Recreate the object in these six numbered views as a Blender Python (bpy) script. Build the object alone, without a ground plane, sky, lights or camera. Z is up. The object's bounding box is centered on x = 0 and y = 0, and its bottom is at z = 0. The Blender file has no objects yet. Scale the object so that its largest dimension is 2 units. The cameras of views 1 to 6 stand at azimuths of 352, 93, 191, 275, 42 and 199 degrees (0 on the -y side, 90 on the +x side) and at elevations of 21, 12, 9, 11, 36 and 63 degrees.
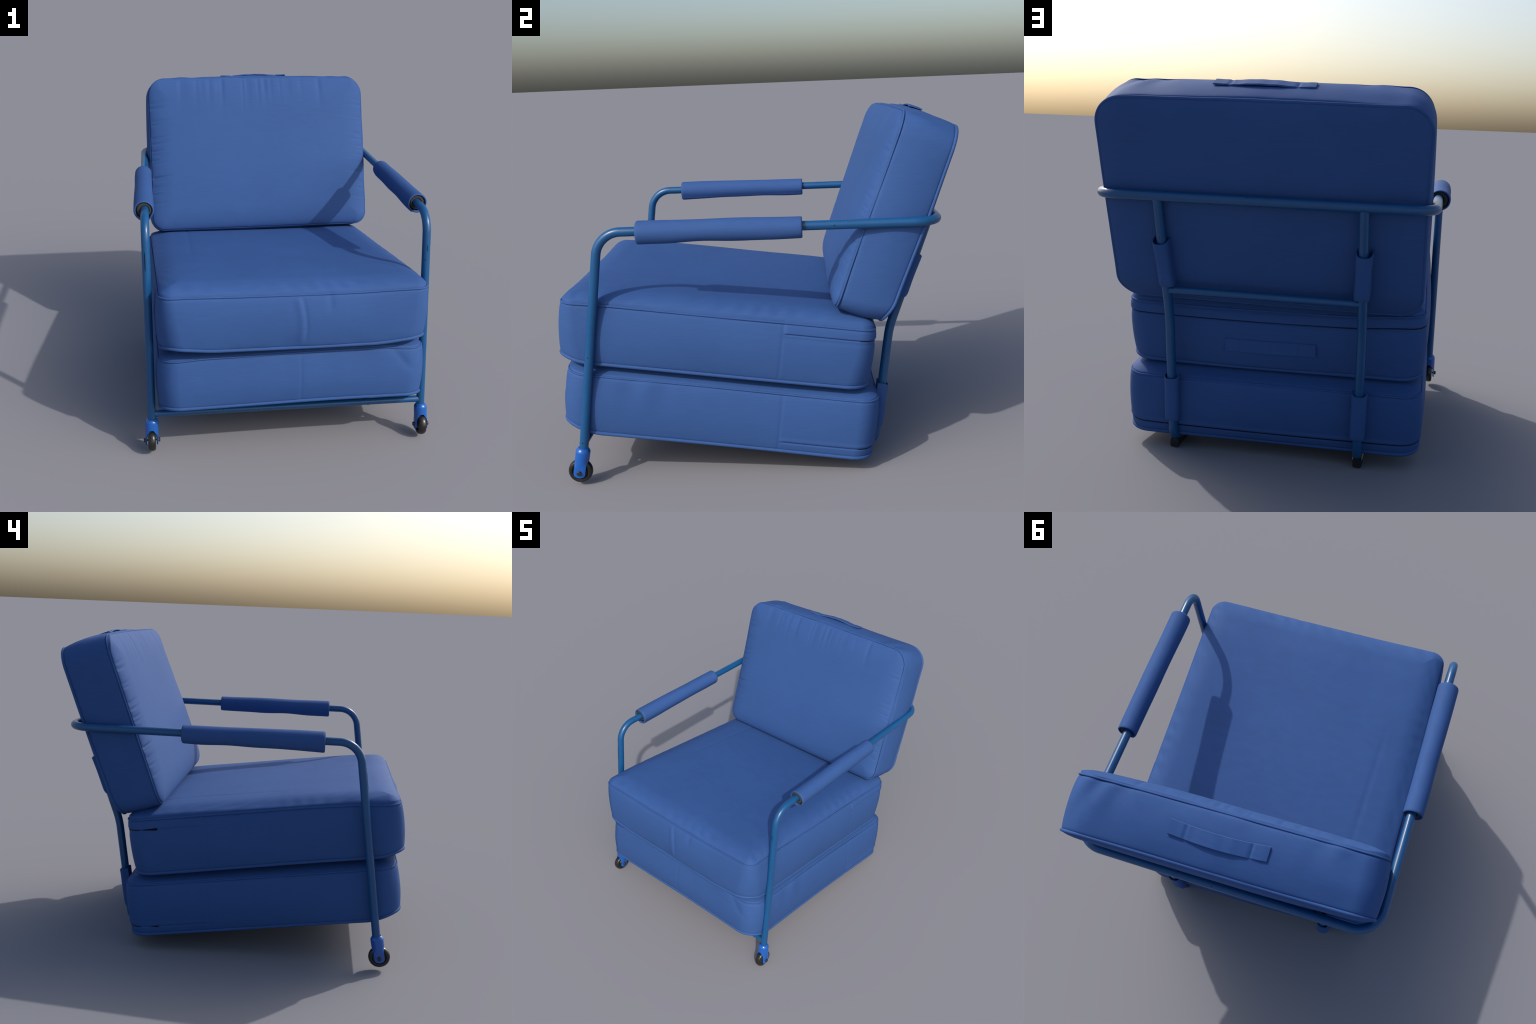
import bpy, math, random
import numpy as np
from mathutils import Vector

random.seed(7)

# ---------------------------------------------------------------- materials
def new_mat(name):
    m = bpy.data.materials.new(name)
    m.use_nodes = True
    nt = m.node_tree
    return m, nt, nt.nodes["Principled BSDF"]

def node(nt, kind, **kw):
    n = nt.nodes.new(kind)
    for k, v in kw.items():
        if k in n.inputs.keys():
            n.inputs[k].default_value = v
        else:
            setattr(n, k, v)
    return n

def mixcol(nt, fac, a, b, blend='MIX'):
    n = nt.nodes.new("ShaderNodeMix")
    n.data_type = 'RGBA'
    n.blend_type = blend
    for sock, val in ((n.inputs[0], fac), (n.inputs[6], a), (n.inputs[7], b)):
        if isinstance(val, bpy.types.NodeSocket):
            nt.links.new(val, sock)
        else:
            sock.default_value = val
    return n.outputs[2]

def fabric(name, col, weave=True):
    """Matt woven upholstery: slightly mottled dye, slubs across the weave, soft sheen."""
    m, nt, b = new_mat(name)
    L = nt.links.new
    tc = node(nt, "ShaderNodeTexCoord")
    big = node(nt, "ShaderNodeTexNoise", Scale=3.5, Detail=3.0, Roughness=0.55)
    L(tc.outputs["Object"], big.inputs["Vector"])
    stretch = node(nt, "ShaderNodeMapping")
    stretch.inputs["Scale"].default_value = (12, 12, 190)
    L(tc.outputs["Object"], stretch.inputs["Vector"])
    slub = node(nt, "ShaderNodeTexNoise", Scale=1.0, Detail=2.0)
    L(stretch.outputs[0], slub.inputs["Vector"])
    c1 = tuple(c * 0.93 for c in col) + (1,)
    c2 = tuple(c * 1.07 for c in col) + (1,)
    base = mixcol(nt, big.outputs["Fac"], c1, c2)
    ramp = node(nt, "ShaderNodeValToRGB")
    ramp.color_ramp.elements[0].position = 0.3
    ramp.color_ramp.elements[0].color = (0.96, 0.96, 0.96, 1)
    ramp.color_ramp.elements[1].position = 0.7
    ramp.color_ramp.elements[1].color = (1.03, 1.03, 1.03, 1)
    L(slub.outputs["Fac"], ramp.inputs["Fac"])
    full = mixcol(nt, 1.0, base, ramp.outputs["Color"], 'MULTIPLY')
    L(full, b.inputs["Base Color"])
    b.inputs["Roughness"].default_value = 0.72
    b.inputs["Specular IOR Level"].default_value = 0.16
    b.inputs["Sheen Weight"].default_value = 0.0
    b.inputs["Sheen Roughness"].default_value = 0.5
    grain = node(nt, "ShaderNodeTexNoise", Scale=260.0, Detail=2.0)
    L(tc.outputs["Object"], grain.inputs["Vector"])
    soft = node(nt, "ShaderNodeTexNoise", Scale=16.0, Detail=3.0)
    L(tc.outputs["Object"], soft.inputs["Vector"])
    bp0 = node(nt, "ShaderNodeBump", Strength=0.035, Distance=0.02)
    L(soft.outputs["Fac"], bp0.inputs["Height"])
    bp = node(nt, "ShaderNodeBump", Strength=0.10, Distance=0.003)
    L(grain.outputs["Fac"], bp.inputs["Height"])
    L(bp0.outputs[0], bp.inputs["Normal"])
    L(bp.outputs[0], b.inputs["Normal"])
    return m

def paint(name, col, rough, chips=True, coat=0.0):
    """Glossy enamel on steel tube, with sparse dark chips and dusty mottling."""
    m, nt, b = new_mat(name)
    L = nt.links.new
    tc = node(nt, "ShaderNodeTexCoord")
    n1 = node(nt, "ShaderNodeTexNoise", Scale=7.0, Detail=4.0)
    L(tc.outputs["Object"], n1.inputs["Vector"])
    base = mixcol(nt, n1.outputs["Fac"], tuple(c * 0.9 for c in col) + (1,),
                  tuple(min(1, c * 1.1) for c in col) + (1,))
    if chips:
        v = node(nt, "ShaderNodeTexVoronoi", Scale=26.0)
        L(tc.outputs["Object"], v.inputs["Vector"])
        size = node(nt, "ShaderNodeMath", operation='LESS_THAN')
        size.inputs[1].default_value = 0.10
        L(v.outputs["Distance"], size.inputs[0])
        n2 = node(nt, "ShaderNodeTexNoise", Scale=5.0, Detail=1.0)
        L(tc.outputs["Object"], n2.inputs["Vector"])
        where = node(nt, "ShaderNodeMath", operation='GREATER_THAN')
        where.inputs[1].default_value = 0.58
        L(n2.outputs["Fac"], where.inputs[0])
        both = node(nt, "ShaderNodeMath", operation='MULTIPLY')
        L(size.outputs[0], both.inputs[0]); L(where.outputs[0], both.inputs[1])
        base = mixcol(nt, both.outputs[0], base, (0.012, 0.013, 0.016, 1))
    L(base, b.inputs["Base Color"])
    r = node(nt, "ShaderNodeMapRange")
    r.inputs["To Min"].default_value = rough * 0.75
    r.inputs["To Max"].default_value = rough * 1.3
    L(n1.outputs["Fac"], r.inputs["Value"])
    L(r.outputs[0], b.inputs["Roughness"])
    b.inputs["Coat Weight"].default_value = coat
    b.inputs["Coat Roughness"].default_value = 0.12
    return m

def plain(name, col, rough, spec=0.5, scale=40.0):
    m, nt, b = new_mat(name)
    L = nt.links.new
    tc = node(nt, "ShaderNodeTexCoord")
    n1 = node(nt, "ShaderNodeTexNoise", Scale=scale, Detail=3.0)
    L(tc.outputs["Object"], n1.inputs["Vector"])
    L(mixcol(nt, n1.outputs["Fac"], tuple(c * 0.85 for c in col) + (1,),
             tuple(min(1, c * 1.15) for c in col) + (1,)), b.inputs["Base Color"])
    b.inputs["Roughness"].default_value = rough
    b.inputs["Specular IOR Level"].default_value = spec
    return m

FAB_COL = (0.0322, 0.083, 0.242)
M_FABRIC = fabric("blue_fabric", FAB_COL)
M_STRAP = fabric("strap_fabric", tuple(c * 1.02 for c in FAB_COL))
M_TUBE = paint("tube_enamel", (0.005, 0.070, 0.200), 0.30)
M_FORK = paint("caster_enamel", (0.007, 0.085, 0.36), 0.20, chips=False, coat=0.3)
M_RUBBER = plain("black_rubber", (0.012, 0.012, 0.012), 0.30)
M_BOLT = plain("dark_steel", (0.018, 0.018, 0.020), 0.35)
M_FOAM = plain("grey_foam", (0.045, 0.042, 0.036), 0.9, 0.2, 90)
M_DARK = plain("dark_gap", (0.004, 0.004, 0.006), 0.9, 0.1)
M_ZIP = plain("zipper_tape", (0.006, 0.007, 0.016), 0.7, 0.2)

# ---------------------------------------------------------------- scene tree
root = bpy.data.objects.new("armchair", None)
bpy.context.collection.objects.link(root)
root["label"] = "blue upholstered armchair on tubular steel frame with casters"
root["category"] = "armchair"

def add(name, verts, faces, mat, parent=root, smooth=True):
    me = bpy.data.meshes.new(name)
    me.from_pydata([tuple(map(float, v)) for v in verts], [], faces)
    me.materials.append(mat)
    me.validate()
    if smooth:
        me.polygons.foreach_set("use_smooth", [True] * len(me.polygons))
    ob = bpy.data.objects.new(name, me)
    bpy.context.collection.objects.link(ob)
    ob.parent = parent
    return ob

def sharpen(ob, angle=35):
    bpy.context.view_layer.objects.active = ob
    ob.select_set(True)
    bpy.ops.object.shade_smooth_by_angle(angle=math.radians(angle))
    ob.select_set(False)

# ---------------------------------------------------------------- helpers
class Waves:
    """Smooth random field: a sum of sine waves in random directions."""
    def __init__(self, seed, freq, n=14):
        r = np.random.RandomState(seed)
        d = r.normal(size=(n, 3)); d /= np.linalg.norm(d, axis=1)[:, None]
        self.k = d * (freq * r.uniform(0.6, 1.6, n))[:, None]
        self.p = r.uniform(0, 6.28, n)
        self.n = n
    def __call__(self, P):
        return np.sin(P @ self.k.T + self.p).sum(axis=-1) / math.sqrt(self.n)

def smooth(x, a, b):
    t = np.clip((x - a) / (b - a), 0, 1)
    return t * t * (3 - 2 * t)

def gauss(x, s):
    return np.exp(-(x / s) ** 2)

def fillet(points, radii, n=14):
    """Polyline with its inner corners replaced by circular arcs."""
    P = [Vector(p) for p in points]
    out = [P[0]]
    for i in range(1, len(P) - 1):
        a = (P[i - 1] - P[i]).normalized(); b = (P[i + 1] - P[i]).normalized()
        r = radii[i - 1]
        ang = a.angle(b)
        if r <= 0 or ang > math.pi - 1e-3:
            out.append(P[i]); continue
        d = r / math.tan(ang / 2)
        c = P[i] + (a + b).normalized() * (r / math.sin(ang / 2))
        s = P[i] + a * d - c; e = P[i] + b * d - c
        tot = s.angle(e); ax = s.cross(e).normalized()
        from mathutils import Quaternion
        for k in range(n + 1):
            out.append(c + Quaternion(ax, tot * k / n) @ s)
    out.append(P[-1])
    return out

def densify(path, step):
    out = [path[0]]
    for a, b in zip(path[:-1], path[1:]):
        m = max(1, int((b - a).length / step))
        for k in range(1, m + 1):
            out.append(a.lerp(b, k / m))
    return out

def frames(path):
    T = []
    n = len(path)
    for i in range(n):
        T.append((path[min(i + 1, n - 1)] - path[max(i - 1, 0)]).normalized())
    up = Vector((0, 0, 1)) if abs(T[0].z) < 0.9 else Vector((1, 0, 0))
    N = (up - T[0] * up.dot(T[0])).normalized()
    F = []
    for t in T:
        N = (N - t * N.dot(t)).normalized()
        F.append((t, N, t.cross(N)))
    return F

def sweep(path, section, closed=False, cap=True):
    """section(i, s) -> list of (a, b) offsets on the normal and binormal."""
    F = frames(path)
    verts, faces = [], []
    n = len(path)
    m = None
    for i, (p, (t, N, B)) in enumerate(zip(path, F)):
        sec = section(i, i / (n - 1))
        m = len(sec)
        for a, b in sec:
            verts.append(p + N * a + B * b)
    rng = n if closed else n - 1
    for i in range(rng):
        for j in range(m):
            i2 = (i + 1) % n; j2 = (j + 1) % m
            faces.append((i * m + j, i * m + j2, i2 * m + j2, i2 * m + j))
    if cap and not closed:
        faces.append(tuple(range(m))[::-1])
        faces.append(tuple((n - 1) * m + j for j in range(m)))
    return verts, faces

def circle(r, m=24):
    return [(r * math.cos(2 * math.pi * k / m), r * math.sin(2 * math.pi * k / m)) for k in range(m)]

def tube(name, path, r, parent=root, mat=None, m=28, **kw):
    sec = circle(r, m)
    v, f = sweep(path, lambda i, s: sec, **kw)
    ob = add(name, v, f, mat or M_TUBE, parent)
    sharpen(ob, 50)
    return ob

def lathe(profile, m=40):
    """Profile of (radius, height) turned about z."""
    verts, faces = [], []
    for r, z in profile:
        for k in range(m):
            a = 2 * math.pi * k / m
            verts.append((r * math.cos(a), r * math.sin(a), z))
    for i in range(len(profile) - 1):
        for k in range(m):
            k2 = (k + 1) % m
            faces.append((i * m + k, i * m + k2, (i + 1) * m + k2, (i + 1) * m + k))
    faces.append(tuple(range(m))[::-1])
    faces.append(tuple((len(profile) - 1) * m + k for k in range(m)))
    return verts, faces

# ---------------------------------------------------------------- cushions
YAW = math.radians(1.25)      # the loose cushions sit slightly twisted in the frame
def yaw(P):
    c, s = math.cos(YAW), math.sin(YAW)
    return np.stack([P[..., 0] * c - P[..., 1] * s, P[..., 0] * s + P[..., 1] * c, P[..., 2]], -1)

NS, NC = 190, 26
def outline(A, B, radii):
    """Rounded rectangle, half sizes A x B, radii at (+x+u, -x+u, -x-u, +x-u).
    Returns points, outward normals, and per point side position in -1..1."""
    pts, nor, mid = [], [], []
    corners = [(A, B, 0.0), (-A, B, 0.5 * math.pi), (-A, -B, math.pi), (A, -B, 1.5 * math.pi)]
    cs = []
    for (cx, cy, a0), r in zip(corners, radii):
        ox, oy = cx - math.copysign(r, cx), cy - math.copysign(r, cy)
        arc = [(ox + r * math.cos(a0 + 0.5 * math.pi * k / NC), oy + r * math.sin(a0 + 0.5 * math.pi * k / NC),
                math.cos(a0 + 0.5 * math.pi * k / NC), math.sin(a0 + 0.5 * math.pi * k / NC)) for k in range(NC + 1)]
        cs.append(arc)
    for c in range(4):
        for x, y, nx, ny in cs[c]:
            pts.append((x, y)); nor.append((nx, ny)); mid.append(0.0)
        e, s = cs[c][-1], cs[(c + 1) % 4][0]
        for k in range(1, NS):
            t = k / NS
            pts.append((e[0] + (s[0] - e[0]) * t, e[1] + (s[1] - e[1]) * t))
            nor.append((e[2], e[3]))
            mid.append(math.sin(math.pi * t) ** 0.8)
    return np.array(pts), np.array(nor), np.array(mid)

def sdf_inset(x, y, A, B, r):
    qx = np.abs(x) - (A - r); qy = np.abs(y) - (B - r)
    d = np.hypot(np.maximum(qx, 0), np.maximum(qy, 0)) + np.minimum(np.maximum(qx, qy), 0) - r
    return np.maximum(-d, 0)

class Cushion:
    """Boxed cushion: two crowned panels joined by a boxing band, a welt at each seam."""
    def __init__(s, name, origin, U, W, A, B, H, r_bot, r_top, crown_top, crown_bot,
                 bulge, seed, welt=(0.008, 0.006), relief=None, extra_w=(), shift_x=0.0, top_lift=None):
        s.name, s.A, s.B, s.H = name, A, B, H
        s.O = np.array(origin, float); s.U = np.array(U, float); s.W = np.array(W, float)
        s.X = np.array((1.0, 0, 0))
        s.r_bot, s.r_top, s.ct, s.cb, s.bulge = r_bot, r_top, crown_top, crown_bot, bulge
        s.w1, s.w2 = Waves(seed, 3.2), Waves(seed + 1, 9.0)
        s.wx = Waves(seed + 2, 3.0)
        s.relief, s.extra_w, s.shift_x, s.welt = relief, extra_w, shift_x, welt
        s.top_lift = top_lift

    def loc(s, L):
        """local (x, u, w) -> world"""
        L = np.asarray(L, float)
        wob = np.stack([s.wx(L) * 0.004, s.w1(L[..., [1, 2, 0]]) * 0.004, s.w1(L) * 0.0045], -1)
        L = L + wob
        if s.top_lift is not None:
            L = L.copy(); L[..., 2] += s.top_lift(L)
        P = s.O + (L[..., 0:1] + s.shift_x) * s.X + L[..., 1:2] * s.U + L[..., 2:3] * s.W
        return yaw(P)

    def ring(s, w, dip=0.0):
        t = min(max(w / s.H, 0), 1)
        rad = [a + (b - a) * t for a, b in zip(s.r_bot, s.r_top)]
        p, n, mid = outline(s.A, s.B, rad)
        bul = s.bulge * math.sin(math.pi * t) ** 0.7 * (0.45 + 0.55 * mid)
        p = p + n * (bul - dip)[:, None]
        return p, n

    def crown(s, x, y, rad, prm):
        edge, edge_w, centre = prm
        e = sdf_inset(x, y, s.A, s.B, min(rad))
        k = np.clip(e / edge_w, 0, 1)
        if edge < 0:                                   # soft shoulder instead of a round one
            h = -edge * (0.45 * k * k * (3 - 2 * k) + 0.55 * np.sqrt(np.maximum(1 - (1 - k) ** 2, 0)))
        else:
            h = edge * np.sqrt(np.maximum(1 - (1 - k) ** 2, 0))
        c = (1 - np.clip(np.abs(x / s.A), 0, 1) ** 2.4) * (1 - np.clip(np.abs(y / s.B), 0, 1) ** 2.4)
        return h + centre * c

    def build(s, mat):
        H = s.H
        ws = list(np.linspace(0, H, 44)) + [0.004, 0.008, 0.013, H - 0.004, H - 0.008, H - 0.013]
        for e in s.extra_w:
            ws += [e + d for d in (-0.014, -0.009, -0.006, -0.003, 0, 0.003, 0.006, 0.009, 0.014)]
        ws = sorted(set(round(w, 4) for w in ws))
        rows, norms = [], []
        sc = 1 - (1 - np.linspace(0, 1, 62)) ** 1.0
        sc = np.sin(np.linspace(0.012, 1, 62) * math.pi / 2)     # dense near the rim
        # underside, centre to rim
        p0, n0 = s.ring(0.0, 0.006)
        for k in sc[:-1]:
            q = p0 * k
            rows.append(np.column_stack([q, -s.crown(q[:, 0], q[:, 1], s.r_bot, s.cb)]))
            norms.append(np.tile((0, 0, -1.0), (len(q), 1)))
        for w in ws:
            dip = 0.006 * math.exp(-(w / 0.008) ** 2) + 0.006 * math.exp(-((H - w) / 0.008) ** 2)
            p, n = s.ring(w, dip)
            rows.append(np.column_stack([p, np.full(len(p), w)]))
            norms.append(np.column_stack([n, np.zeros(len(p))]))
        p1, n1 = s.ring(H, 0.006)
        for k in sc[:-1][::-1]:
            q = p1 * k
            rows.append(np.column_stack([q, H + s.crown(q[:, 0], q[:, 1], s.r_top, s.ct)]))
            norms.append(np.tile((0, 0, 1.0), (len(q), 1)))
        V = np.array(rows); N = np.array(norms)
        d = s.w2(V) * 0.0016
        if s.relief:
            d = d + s.relief(V, N, s)
        V = V + N * d[..., None]
        nr, m = V.shape[:2]
        P = s.loc(V).reshape(-1, 3)
        faces = []
        for i in range(nr - 1):
            for j in range(m):
                j2 = (j + 1) % m
                faces.append((i * m + j, i * m + j2, (i + 1) * m + j2, (i + 1) * m + j))
        faces.append(tuple(range(m))[::-1])
        faces.append(tuple((nr - 1) * m + j for j in range(m)))
        ob = add(s.name, P, faces, mat)
        for w, r, nm in ((0.0, s.welt[0], "piping"), (H, s.welt[1], "piping")):
            p, n = s.ring(w, 0.002)
            L = np.column_stack([p, np.full(len(p), w)])
            Nn = np.column_stack([n, np.zeros(len(p))])
            if s.relief:
                L = L + Nn * s.relief(L[None], Nn[None], s)[0][:, None] * 0.4
            path = [Vector(q) for q in s.loc(L)]
            v, f = sweep(path, lambda i, t, r=r: circle(r, 10), closed=True)
            add(nm, v, f, mat, ob)
        return ob

    def line_on_side(s, w, sel, out):
        """world points along the boxing band at height w, where sel(x, u) holds."""
        p, n = s.ring(w, -out)
        L = np.column_stack([p, np.full(len(p), w)])
        Nn = np.column_stack([n, np.zeros(len(p))])
        if s.relief:
            L = L + Nn * s.relief(L[None], Nn[None], s)[0][:, None]
        idx = [i for i in range(len(p)) if sel(p[i, 0], p[i, 1])]
        return [Vector(q) for q in s.loc(L[idx])], L[idx]

TH = math.atan(0.134)
SU = (0, math.cos(TH), -math.sin(TH)); SW = (0, math.sin(TH), math.cos(TH))

def side_puckers(seed, n, amp, length):
    r = np.random.RandomState(seed)
    return r.uniform(-0.85, 0.85, n), r.uniform(0.5, 1, n) * amp, r.uniform(0.5, 1, n) * length

# seat relief: zip placket round the rear near the top, vertical joins, front crease
SEAT_ZIP = 0.246
PUCK = Waves(77, 1.0)
def seat_relief(V, N, c):
    x, u, w = V[..., 0], V[..., 1], V[..., 2]
    side = 1 - np.abs(N[..., 2])
    top = np.clip(N[..., 2], 0, 1)
    d = np.zeros(x.shape)
    d += side * smooth(u, c.B - 0.05, c.B) * 0.009 * (1 - np.clip(np.abs(x) / 0.65, 0, 1) ** 2)
    u0 = 0.33
    rear = smooth(u, u0, u0 + 0.02)
    flank = 1 - smooth(np.abs(x), c.A - 0.12, c.A - 0.02) * np.where(x > 0, 0.45, 0.75)
    d += side * rear * flank * (0.006 * smooth(w, SEAT_ZIP, SEAT_ZIP + 0.004) - 0.010 * gauss(w - SEAT_ZIP, 0.004)
                        - 0.004 * gauss(w - SEAT_ZIP + 0.018, 0.010))
    onside = smooth(np.abs(x), c.A - 0.06, c.A - 0.02)
    d += side * onside * -0.0022 * gauss(u - u0, 0.006) * smooth(w, 0.0, 0.03)
    front = side * smooth(-u, c.B - 0.05, c.B - 0.02)
    xc = 0.03 + 0.012 * np.sin(w * 14)
    d += front * (0.004 * gauss(x - xc + 0.022, 0.022) - 0.0035 * gauss(x - xc, 0.012)) * smooth(w, 0.01, 0.08) * (1 - smooth(w, 0.25, 0.30))
    d += front * -0.004 * gauss(x - 0.17, 0.02) * smooth(w, 0.17, 0.25)
    d += front * 0.0022 * PUCK(np.stack([x * 34, u * 0, w * 3], -1)) * gauss(w - 0.03, 0.05)
    # soft puckers just inside the top seam
    e = sdf_inset(x, u, c.A, c.B, 0.07)
    d += top * 0.0018 * np.sin((x + u) * 55 + 3 * np.sin((x - u) * 7)) * gauss(e - 0.035, 0.03)
    # shallow line down one flank of the top panel
    d += top * -0.003 * gauss(x + 0.50 - 0.03 * (u + 0.2), 0.008) * smooth(u, -0.25, 0.0)
    return d

BASE_ZIP = 0.048
def base_relief(V, N, c):
    x, u, w = V[..., 0], V[..., 1], V[..., 2]
    side = 1 - np.abs(N[..., 2])
    d = np.zeros(x.shape)
    d += side * smooth(u, c.B - 0.05, c.B) * 0.010 * (1 - np.clip(np.abs(x) / 0.65, 0, 1) ** 2)
    u0 = 0.30
    rear = smooth(u, u0, u0 + 0.02)
    flank = 1 - smooth(np.abs(x), c.A - 0.12, c.A - 0.02) * np.where(x > 0, 0.45, 0.75)
    d += side * rear * flank * (-0.009 * gauss(w - BASE_ZIP, 0.004) + 0.005 * gauss(w - BASE_ZIP - 0.014, 0.008))
    onside = smooth(np.abs(x), c.A - 0.06, c.A - 0.02)
    d += side * onside * -0.0022 * gauss(u - u0, 0.006)
    d += side * onside * 0.0022 * PUCK(np.stack([x * 0, u * 40, w * 4 + 5], -1)) * smooth(w, 0.1, 0.28) * smooth(-u, -0.2, 0.3)
    front = side * smooth(-u, c.B - 0.05, c.B - 0.02)
    d += front * 0.0016 * PUCK(np.stack([x * 30, u * 0, w * 4 + 9], -1)) * smooth(w, 0.1, 0.28)
    d += front * -0.0016 * gauss(x - 0.03, 0.008)
    d += front * -0.004 * gauss((x - 0.60) + (w - 0.22) * 0.9, 0.028) * smooth(w, 0.14, 0.24)
    return d

PX, PA, PL = side_puckers(3, 26, 0.0026, 0.15)
QX, QA, QL = side_puckers(5, 20, 0.0046, 0.08)
def back_relief(V, N, c):
    x, u, w = V[..., 0], V[..., 1], V[..., 2]
    front = np.clip(N[..., 2], 0, 1)
    side = 1 - np.abs(N[..., 2])
    d = np.zeros(x.shape)
    top_e = c.B - u
    for a, b, l in zip(PX, PA, PL):            # gathers hanging from the top seam
        d += -front * b * gauss(x - a * 0.62 - 0.05 * top_e * a, 0.010 + 0.006 * abs(a)) * gauss(top_e - 0.05, l) * smooth(top_e, 0.0, 0.03)
    for a, b, l in zip(QX, QA, QL):            # short gathers along both flank seams
        for sgn in (-1, 1):
            ex = c.A - sgn * x
            d += -front * b * (1.0 if sgn < 0 else 0.45) * gauss(u - a * 0.46 - 0.15 * ex, 0.008) * gauss(ex - 0.02, l) * smooth(ex, 0, 0.02)
    topside = side * smooth(u, c.B - 0.06, c.B - 0.02)
    d += topside * 0.004 * np.sin(x * 30 + 3 * np.sin(x * 7 + w * 9)) * gauss(np.abs(x) - 0.55, 0.14)
    d += topside * 0.004 * smooth(np.abs(x), 0.3, 0.0)
    edge = gauss(w - c.H, 0.05) + 0.6 * gauss(w, 0.05)
    d += topside * 0.0018 * PUCK(np.stack([x * 38, u * 0, w * 16], -1)) * edge
    d += side * smooth(np.abs(x), c.A - 0.06, c.A - 0.02) * 0.0014 * PUCK(np.stack([x * 0, u * 30 + 3, w * 12], -1)) * edge
    return d

def seat_lift(L):
    """Bottom edge turns up towards the front corners."""
    x, u, w = L[..., 0], L[..., 1], L[..., 2]
    up = smooth(w, 0.24, 0.33)
    return (0.022 * smooth(-u, 0.60, 0.79) * smooth(np.abs(x), 0.40, 0.72) * (1 - smooth(w, 0.0, 0.20))
            + 0.016 * smooth(-x, 0.35, 0.70) * smooth(w, 0.05, 0.26) * (1 - smooth(w, 0.296, 0.345)) * smooth(u, -0.75, -0.2)
            + up * (0.009 * smooth(u, -0.2, 0.5) + 0.006 * smooth(np.abs(x), 0.3, 0.6) - 0.012 * smooth(-u, 0.50, 0.80)))

def base_lift(L):
    """Bottom edge turns up along the whole front."""
    x, u, w = L[..., 0], L[..., 1], L[..., 2]
    return (0.034 * smooth(-u, 0.58, 0.78) * (1 - smooth(w, 0.0, 0.22))
            + 0.012 * smooth(-u, 0.60, 0.76) * smooth(w, 0.20, 0.29) * (1 - smooth(np.abs(x), 0.45, 0.70)))

def back_lift(L):
    """Rear bottom edge is rounded off, a little more on the +x side."""
    x, u, w = L[..., 0], L[..., 1], L[..., 2]
    return ((0.030 * smooth(-u, 0.36, 0.52) + 0.014 * smooth(-u, -0.15, 0.40)) * (1 - smooth(w, 0.0, 0.16)) * (0.80 + 0.12 * x / 0.7)
            + smooth(w, 0.22, 0.30) * smooth(-u, -0.25, 0.30) * (0.008 + 0.008 * x / 0.7))

seat = Cushion("seat_cushion", (0, 0, 0.516), SU, SW, 0.715, 0.775, 0.293,
               (0.12, 0.12, 0.13, 0.13), (0.07, 0.07, 0.075, 0.075),
               (0.058, 0.13, 0.026), (0.004, 0.20, 0.0), 0.026, 11,
               welt=(0.010, 0.006), relief=seat_relief, extra_w=(SEAT_ZIP,), shift_x=-0.005, top_lift=seat_lift)
seat.O = seat.O + np.array(SU) * (-0.2195)
base = Cushion("base_cushion", (0, 0, 0.155), SU, SW, 0.723, 0.781, 0.296,
               (0.11, 0.11, 0.12, 0.12), (0.10, 0.10, 0.11, 0.11),
               (-0.050, 0.13, 0.004), (0.012, 0.10, 0.0), 0.024, 23,
               welt=(0.010, 0.005), relief=base_relief, extra_w=(BASE_ZIP,), shift_x=-0.007, top_lift=base_lift)
base.O = base.O + np.array(SU) * (-0.210)
TB = math.radians(19.8)
BU = (0, math.sin(TB), math.cos(TB)); BW = (0, -math.cos(TB), math.sin(TB))
back = Cushion("back_cushion", (0, 0.817, 1.233), BU, BW, 0.716, 0.498, 0.261,
               (0.12, 0.12, 0.11, 0.11), (0.12, 0.12, 0.08, 0.08),
               (0.038, 0.15, 0.020), (0.022, 0.12, 0.014), 0.022, 37,
               welt=(0.008, 0.0045), relief=back_relief, shift_x=0.016, top_lift=back_lift)

ob_seat = seat.build(M_FABRIC)
ob_base = base.build(M_FABRIC)
ob_back = back.build(M_FABRIC)

def zipper(cush, parent, w, u0):
    pts, L = cush.line_on_side(w, lambda x, u: u > u0 and True, 0.0015)
    # the outline starts at the +x+u corner: rotate so the run is continuous
    gap = max(range(1, len(pts)), key=lambda i: (pts[i] - pts[i - 1]).length)
    pts = pts[gap:] + pts[:gap]
    v, f = sweep(pts, lambda i, s: [(a * 0.9, b * 0.9) for a, b in circle(0.0030, 8)])
    add("zipper", v, f, M_ZIP, parent)

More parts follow.
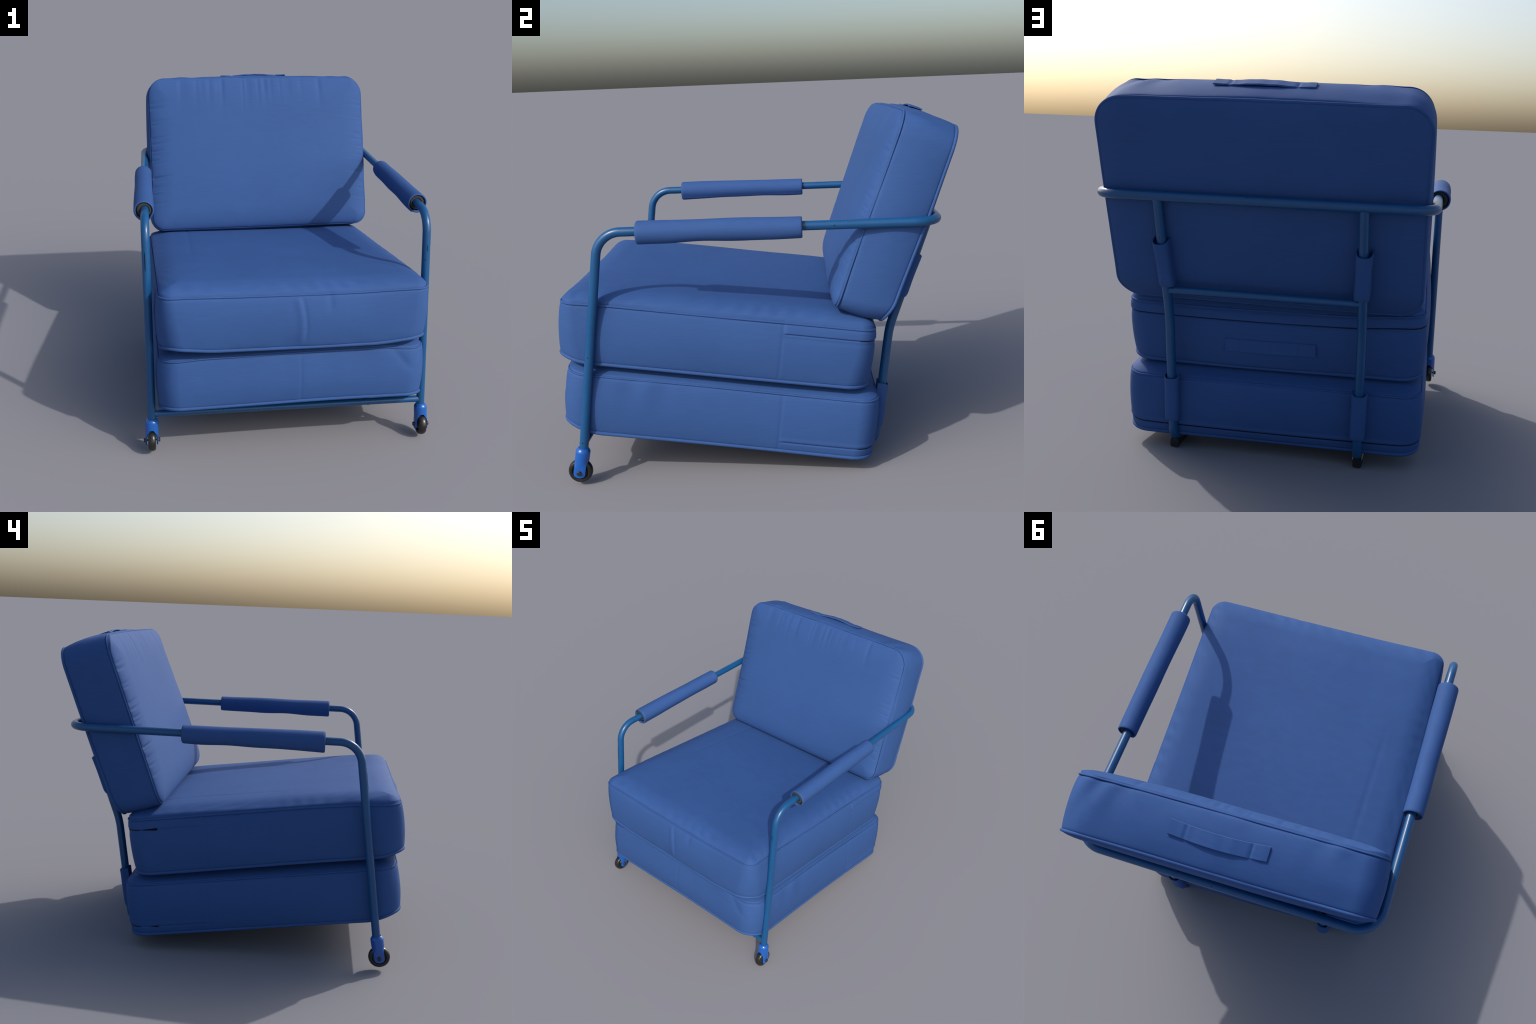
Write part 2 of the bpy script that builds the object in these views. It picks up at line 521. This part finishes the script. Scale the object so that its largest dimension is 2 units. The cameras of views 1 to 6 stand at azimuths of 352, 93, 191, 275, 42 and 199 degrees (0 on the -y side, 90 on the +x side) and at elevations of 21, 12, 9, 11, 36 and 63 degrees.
def slit(cush, parent, w, ua, ub, h):
    """Gaping end of the zip on the -x flank: a short dark wedge."""
    p, n = cush.ring(w)
    us = np.linspace(ua, ub, 14)
    verts, faces = [], []
    for i, u in enumerate(us):
        t = i / 13
        hh = h * (1 - t) ** 1.2 + 0.0006
        x = -np.interp(u, [q[1] for q in p if q[0] < -cush.A * 0.93 and abs(q[1]) < cush.B - 0.1][::-1]
                       if False else sorted([q[1] for q in p if q[0] < -cush.A * 0.93]),
                       [abs(q[0]) for q in sorted([tuple(q) for q in p if q[0] < -cush.A * 0.93], key=lambda q: q[1])])
        for dx, dw in ((-0.0015, -hh), (-0.0015, hh), (0.012, hh), (0.012, -hh)):
            verts.append(cush.loc(np.array((x + dx, u, w + dw))))
    for i in range(13):
        for j in range(4):
            j2 = (j + 1) % 4
            faces.append((i * 4 + j, i * 4 + j2, i * 4 + 4 + j2, i * 4 + 4 + j))
    faces += [(0, 3, 2, 1), (52, 53, 54, 55)]
    add("zipper_opening", verts, faces, M_DARK, parent, smooth=False)

zipper(seat, ob_seat, SEAT_ZIP, 0.70)
zipper(base, ob_base, BASE_ZIP, 0.70)
slit(seat, ob_seat, SEAT_ZIP, 0.600, 0.69, 0.006)
slit(base, ob_base, BASE_ZIP, 0.600, 0.65, 0.004)

# ---------------------------------------------------------------- carrying handles
def handle(name, centre_line, across, up, half_w, thick, parent):
    """Flat webbing strap: centre_line(t) -> point, lift(t); ends stitched flat."""
    verts, faces = [], []
    n = 60
    for i in range(n + 1):
        t = i / n
        p, a, u = centre_line(t), np.array(across), np.array(up)
        for sa, su in ((-1, 0), (-0.92, 1), (-0.3, 1.12), (0.3, 1.12), (0.92, 1), (1, 0)):
            verts.append(p + a * sa * half_w + u * su * thick)
    m = 6
    for i in range(n):
        for j in range(m):
            j2 = (j + 1) % m
            faces.append((i * m + j, i * m + j2, (i + 1) * m + j2, (i + 1) * m + j))
    faces += [tuple(range(m))[::-1], tuple(n * m + j for j in range(m))]
    ob = add(name, verts, faces, M_STRAP, parent)
    sharpen(ob, 40)
    return ob

def patch_lift(t, rise):
    """Arched between two stitched pads."""
    k = np.clip((t - 0.17) / 0.66, 0, 1)
    return rise * math.sin(math.pi * k) ** 1.3 - 0.004 * (gauss(t - 0.17, 0.015) + gauss(t - 0.83, 0.015))

def back_handle(t):
    x = -0.218 + 0.436 * t
    wv = 0.145 - 0.012 * math.sin(math.pi * t)
    lv = back.B + 0.022 + 0.0018 + 0.003 * t + patch_lift(t, 0.008) + 0.0010 * math.sin(t * 9 + 1) * math.sin(t * 31)
    return back.loc(np.array((x, lv, wv)))
handle("handle", back_handle, BW, BU, 0.034, 0.006, ob_back)

def seat_handle(t):
    x = -0.218 + 0.436 * t
    return seat.loc(np.array((x, seat.B + 0.034 + patch_lift(t, 0.004), 0.125)))
handle("handle", seat_handle, (0, -SW[1], -SW[2]), SU, 0.034, 0.005, ob_seat)

# ---------------------------------------------------------------- tubular frame
RT = 0.0225
XA = 0.757
foot = Vector((XA, -0.862, 0.170))
topc = Vector((XA, -0.706, 1.278))
half = [(XA, -0.862, 0.165), (XA, -0.703, 1.278), (XA - 0.006, 0.90, 1.281)]
pts = half + [(-x, y, z) for x, y, z in half[::-1]]
loop = densify(fillet(pts, [0.125, 0.125, 0.125, 0.125], 18), 0.05)
frame = tube("tubular_frame", loop, RT)

tube("crossbar", [Vector((-XA, -0.853, 0.222)), Vector((XA, -0.853, 0.222))], 0.0185)

XS = 0.456
def strut_path(sx):
    p = [(sx * XS, 0.896, 1.272), (sx * XS, 0.690, 0.690), (sx * (XS - 0.002), 0.606, 0.060),
         (sx * (XS - 0.002), 0.46, 0.050), (sx * (XS - 0.002), -0.853, 0.222)]
    return densify(fillet(p, [0.5, 0.075, 0.3], 14), 0.03)
STRUTS = {}
for sx in (1, -1):
    STRUTS[sx] = strut_path(sx)
    tube("strut", STRUTS[sx], RT)
tube("crossbar", [Vector((-XS, 0.742, 0.834)), Vector((XS, 0.742, 0.834))], 0.0180)

# rubber glide under each rear bend
def glide(sx):
    prof = [(-0.023, 0.010), (-0.019, 0.0025), (-0.013, 0.0), (0.013, 0.0), (0.019, 0.0025), (0.023, 0.010),
            (0.024, 0.042), (0.020, 0.047), (-0.020, 0.047), (-0.024, 0.042)]
    ys = [(0.392, 0.9), (0.400, 1.0), (0.45, 1.0), (0.52, 1.0), (0.572, 1.0), (0.585, 0.9)]
    verts, faces = [], []
    m = len(prof)
    for y, s in ys:
        for x, z in prof:
            zz = 0.022 + (z - 0.022) * s
            zz = max(zz, 0.0) if s == 1.0 else zz
            verts.append((sx * XS + x * s, y, zz))
    for i in range(len(ys) - 1):
        for j in range(m):
            j2 = (j + 1) % m
            faces.append((i * m + j, i * m + j2, (i + 1) * m + j2, (i + 1) * m + j))
    faces += [tuple(range(m))[::-1], tuple((len(ys) - 1) * m + j for j in range(m))]
    ob = add("foot_glide", verts, faces, M_RUBBER)
    sharpen(ob, 35)
for sx in (1, -1):
    glide(sx)

# ---------------------------------------------------------------- fabric loops on the struts
def strut_point(sx, z):
    p = STRUTS[sx]
    for a, b in zip(p[:-1], p[1:]):
        if a.z >= z >= b.z:
            t = (a.z - z) / (a.z - b.z)
            return a.lerp(b, t), (b - a).normalized()

def strap_loop(sx, z_top, z_bot, parent, seed, skew, tail=0.040):
    """Band of cloth sewn to the cushion and wrapped round the tube."""
    r = random.Random(seed)
    n, m = 26, 22
    outer, inner = [], []
    for i in range(n + 1):
        t = i / n
        p, d = strut_point(sx, z_top + (z_bot - z_top) * t)
        side = Vector((1, 0, 0))
        outw = side.cross(d).normalized()
        if outw.y < 0: outw = -outw
        flare = 1 + 0.05 * (1 - t) ** 3 + 0.04 * math.sin(t * 7 + seed) * 0.5
        if t > 0.9: flare *= 1 - 0.10 * ((t - 0.9) / 0.1) ** 2
        for lst, off in ((outer, 0.0), (inner, -0.0045)):
            row = []
            for k in range(m + 1):
                a = math.pi * (k / m)
                hw = (0.036 + off) * flare
                ca = math.copysign(abs(math.cos(a)) ** 0.75, math.cos(a))
                sa = math.sin(a) ** 0.85 if 0 < a < math.pi - 1e-6 else 0.0
                edge = 0.010 * (abs(ca) ** 4) * (1 - 2 * t)      # ends cut slightly concave
                q = p + side * (-ca * hw + skew * (t - 0.5)) + outw * (sa * (0.031 + off) * flare) - d * edge
                if k in (0, m):
                    q = q
                row.append(q)
            # tails running forward into the cushion
            row = [row[0] - outw * tail] + row + [row[-1] - outw * tail]
            lst.append(row)
    verts, faces = [], []
    M = m + 3
    for row in outer: verts += row
    for row in inner: verts += row
    half_n = (n + 1) * M
    for i in range(n):
        for k in range(M - 1):
            a = i * M + k
            faces.append((a, a + 1, a + M + 1, a + M))
            b = half_n + a
            faces.append((b, b + M, b + M + 1, b + 1))
    for k in range(M - 1):                      # rims at both ends
        faces.append((k, half_n + k, half_n + k + 1, k + 1))
        a = n * M + k
        faces.append((a, a + 1, half_n + a + 1, half_n + a))
    for i in range(n):
        a = i * M
        faces.append((a, a + M, half_n + a + M, half_n + a))
        a = i * M + M - 1
        faces.append((a, half_n + a, half_n + a + M, a + M))
    ob = add("strap_loop", verts, faces, M_STRAP, parent)
    sharpen(ob, 45)
for sx in (1, -1):
    strap_loop(sx, 1.068, 0.862, ob_back, 1 if sx > 0 else 2, 0.010 * -sx)
    strap_loop(sx, 0.385, 0.165, ob_base, 3 if sx > 0 else 4, 0.004, 0.026)

# ---------------------------------------------------------------- armrest pads
def arm_pad(sx):
    y0, y1, zc = -0.516, 0.262, 1.277
    n, m = 90, 64
    wv, wf = Waves(50 + sx, 16.0), Waves(60 + sx, 34.0)
    def ringpts(y, shrink, off):
        t = (y - y0) / (y1 - y0)
        r = 0.0545 - 0.0035 * t
        row = []
        for k in range(m):
            a = 2 * math.pi * k / m
            ca, sa = math.cos(a), math.sin(a)
            low = max(0.0, -sa)
            q = np.array((ca * 5.0 * 0.02, y, sa * 0.1))
            wr = float(wv(q)) * 0.0012 + low ** 1.5 * float(wf(q * np.array((1, 0.5, 1)))) * 0.0022
            # a lapped seam runs along the inner underside
            da = (a - (1.30 * math.pi if sx > 0 else 1.70 * math.pi))
            wr += 0.004 * math.exp(-(da / 0.16) ** 2)
            rr = (r + wr) * shrink + off
            row.append((sx * XA + sx * 0.004 + ca * rr * 1.0, y, zc - 0.002 + sa * rr * (1.0 + 0.05 * low)))
        return row
    rows = []
    # inside of the front rim, outer skin, inside of the rear rim
    e = 0.006
    rows.append(ringpts(y0 + 0.012, 1.0, -0.012))
    rows.append(ringpts(y0 + 0.001, 1.0, -0.0085))
    rows.append(ringpts(y0, 1.0, -0.005))
    rows.append(ringpts(y0 + 0.003, 1.0, -0.0015))
    for i in range(n + 1):
        y = y0 + 0.009 + (y1 - y0 - 0.018) * i / n
        rows.append(ringpts(y, 1.0, 0.0))
    rows.append(ringpts(y1 - 0.003, 1.0, -0.0010))
    rows.append(ringpts(y1, 1.0, -0.004))
    rows.append(ringpts(y1 - 0.001, 1.0, -0.0065))
    rows.append(ringpts(y1 - 0.016, 1.0, -0.009))
    verts, faces = [], []
    for r in rows: verts += r
    for i in range(len(rows) - 1):
        for k in range(m):
            k2 = (k + 1) % m
            faces.append((i * m + k, i * m + k2, (i + 1) * m + k2, (i + 1) * m + k))
    pad = add("armrest_pad", verts, faces, M_FABRIC)
    # foam sleeve inside
    fv, ff = [], []
    prof = [(RT + 0.0005, 0.008), (0.029, 0.003), (0.036, 0.003), (0.041, 0.010)]
    seq = [(r, y0 + d) for r, d in prof] + [(r, y1 - d - 0.003) for r, d in prof[::-1]]
    for r, y in seq:
        for k in range(m):
            a = 2 * math.pi * k / m
            fv.append((sx * XA + sx * 0.003 * (r > 0.03) + math.cos(a) * r, y, zc + math.sin(a) * r))
    for i in range(len(seq) - 1):
        for k in range(m):
            k2 = (k + 1) % m
            ff.append((i * m + k, i * m + k2, (i + 1) * m + k2, (i + 1) * m + k))
    add("foam_core", fv, ff, M_FOAM, pad)
for sx in (1, -1):
    arm_pad(sx)

# dark drilled slot on the front of each leg, just under the bend
def slot(sx, z0, z1, dx, w):
    a, b = Vector(half[0]), Vector(half[1])
    d = (b - a).normalized()
    verts, faces = [], []
    n = 16
    for i in range(n + 1):
        z = z0 + (z1 - z0) * i / n
        p = a + d * ((z - a.z) / d.z)
        ww = w * math.sqrt(max(0.02, 1 - (2 * i / n - 1) ** 4))
        for k in (-1, -0.33, 0.33, 1):
            ang = (dx + k * ww) / RT
            verts.append((sx * p.x + (RT + 0.0006) * math.sin(ang), p.y - (RT + 0.0006) * math.cos(ang), p.z))
    for i in range(n):
        for k in range(3):
            faces.append((i * 4 + k, i * 4 + k + 1, i * 4 + 5 + k, i * 4 + 4 + k))
    add("slot", verts, faces, M_DARK, frame)
slot(-1, 1.020, 1.125, -0.006, 0.0020)
slot(1, 1.075, 1.110, 0.000, 0.0016)

# ---------------------------------------------------------------- casters
def caster(sx):
    """Fork turned with the leg, wheel between two arms, bolt through both."""
    axle = Vector((sx * 0.760, -0.882, 0.076))
    head = Vector((sx * XA, -0.858, 0.205))
    d = (head - axle).normalized()
    N = Vector((1, 0, 0)); B = d.cross(N)          # B points along -y / +y
    def place(x, y, h):
        return axle + N * x + B * y + d * h
    Rk = 0.0365
    # head: closed turned cap
    prof = [(0.0, 0.062), (Rk - 0.006, 0.062), (Rk, 0.064), (Rk, 0.104), (Rk - 0.001, 0.109), (Rk - 0.009, 0.121), (Rk - 0.012, 0.123), (RT - 0.002, 0.123)]
    m = 40
    verts, faces = [], []
    for r, h in prof:
        for k in range(m):
            a = 2 * math.pi * k / m
            verts.append(place(r * math.cos(a), r * math.sin(a), h))
    for i in range(len(prof) - 1):
        for k in range(m):
            k2 = (k + 1) % m
            faces.append((i * m + k, i * m + k2, (i + 1) * m + k2, (i + 1) * m + k))
    # arms: curved plates that continue the wall of the cap
    for s in (1, -1):
        rows_h = np.linspace(-0.026, 0.070, 26)
        nk = 14
        base_i = len(verts)
        for h in rows_h:
            spread = math.radians(54 + 22 * float(smooth(np.array(h), 0.035, 0.07)))
            if h < -0.006:
                c = (h + 0.006) / 0.0205
                spread *= math.sqrt(max(0.03, 1 - c * c))
            flat = 0.65 * (1 - float(smooth(np.array(h), 0.020, 0.060)))   # arms flatten below the cap
            for lay in (-0.0004, -0.0065):
                for k in range(nk + 1):
                    a = -spread + 2 * spread * k / nk
                    rr = Rk + lay
                    verts.append(place(s * (rr * math.cos(a) * (1 - flat) + rr * flat), rr * math.sin(a), h))
        M = 2 * (nk + 1)
        for i in range(len(rows_h) - 1):
            b0 = base_i + i * M
            for k in range(nk):
                faces.append((b0 + k, b0 + k + 1, b0 + M + k + 1, b0 + M + k))
                o = b0 + nk + 1
                faces.append((o + k, o + M + k, o + M + k + 1, o + k + 1))
            for k in (0, nk):
                faces.append((b0 + k, b0 + M + k, b0 + M + nk + 1 + k, b0 + nk + 1 + k))
        for i in (0, len(rows_h) - 1):
            b0 = base_i + i * M
            for k in range(nk):
                faces.append((b0 + k, b0 + k + 1, b0 + nk + 2 + k, b0 + nk + 1 + k))
    fork = add("caster", verts, faces, M_FORK)
    import bmesh
    bm = bmesh.new(); bm.from_mesh(fork.data)
    bmesh.ops.recalc_face_normals(bm, faces=bm.faces); bm.to_mesh(fork.data); bm.free()
    sharpen(fork, 40)
    # wheel
    prof = [(0.010, -0.019), (0.024, -0.019), (0.030, -0.013), (0.036, -0.013), (0.040, -0.0195), (0.047, -0.021)]
    for k in range(13):
        a = -math.pi / 2 + math.pi * k / 12
        prof.append((0.047 + 0.014 * math.cos(a) ** 0.8, 0.021 * math.sin(a)))
    prof += [(0.047, 0.021), (0.040, 0.0195), (0.036, 0.013), (0.030, 0.013), (0.024, 0.019), (0.010, 0.019)]
    verts, faces = [], []
    m = 48
    for r, x in prof:
        for k in range(m):
            a = 2 * math.pi * k / m
            verts.append(axle + Vector((x, r * math.cos(a), r * math.sin(a))))
    for i in range(len(prof) - 1):
        for k in range(m):
            k2 = (k + 1) % m
            faces.append((i * m + k, i * m + k2, (i + 1) * m + k2, (i + 1) * m + k))
    w = add("wheel", verts, faces, M_RUBBER, fork)
    sharpen(w, 40)
    # bolt right through, head each side
    verts, faces = [], []
    prof = [(0.003, -0.0455), (0.005, -0.0445), (0.0095, -0.0450), (0.0115, -0.043), (0.0115, -0.035), (0.005, -0.034),
            (0.005, 0.034), (0.0115, 0.035), (0.0115, 0.043), (0.0095, 0.0450), (0.005, 0.0445), (0.003, 0.0455)]
    m = 24
    for r, x in prof:
        for k in range(m):
            a = 2 * math.pi * k / m
            verts.append(axle + Vector((x, r * math.cos(a), r * math.sin(a))))
    for i in range(len(prof) - 1):
        for k in range(m):
            k2 = (k + 1) % m
            faces.append((i * m + k, i * m + k2, (i + 1) * m + k2, (i + 1) * m + k))
    faces += [tuple(range(m))[::-1], tuple((len(prof) - 1) * m + k for k in range(m))]
    b = add("axle_bolt", verts, faces, M_BOLT, fork)
    sharpen(b, 35)
for sx in (1, -1):
    caster(sx)

# consistent outward normals on everything
import bmesh
for ob in list(bpy.data.objects):
    if ob.type == 'MESH':
        bm = bmesh.new(); bm.from_mesh(ob.data)
        bmesh.ops.recalc_face_normals(bm, faces=bm.faces)
        bm.to_mesh(ob.data); bm.free()
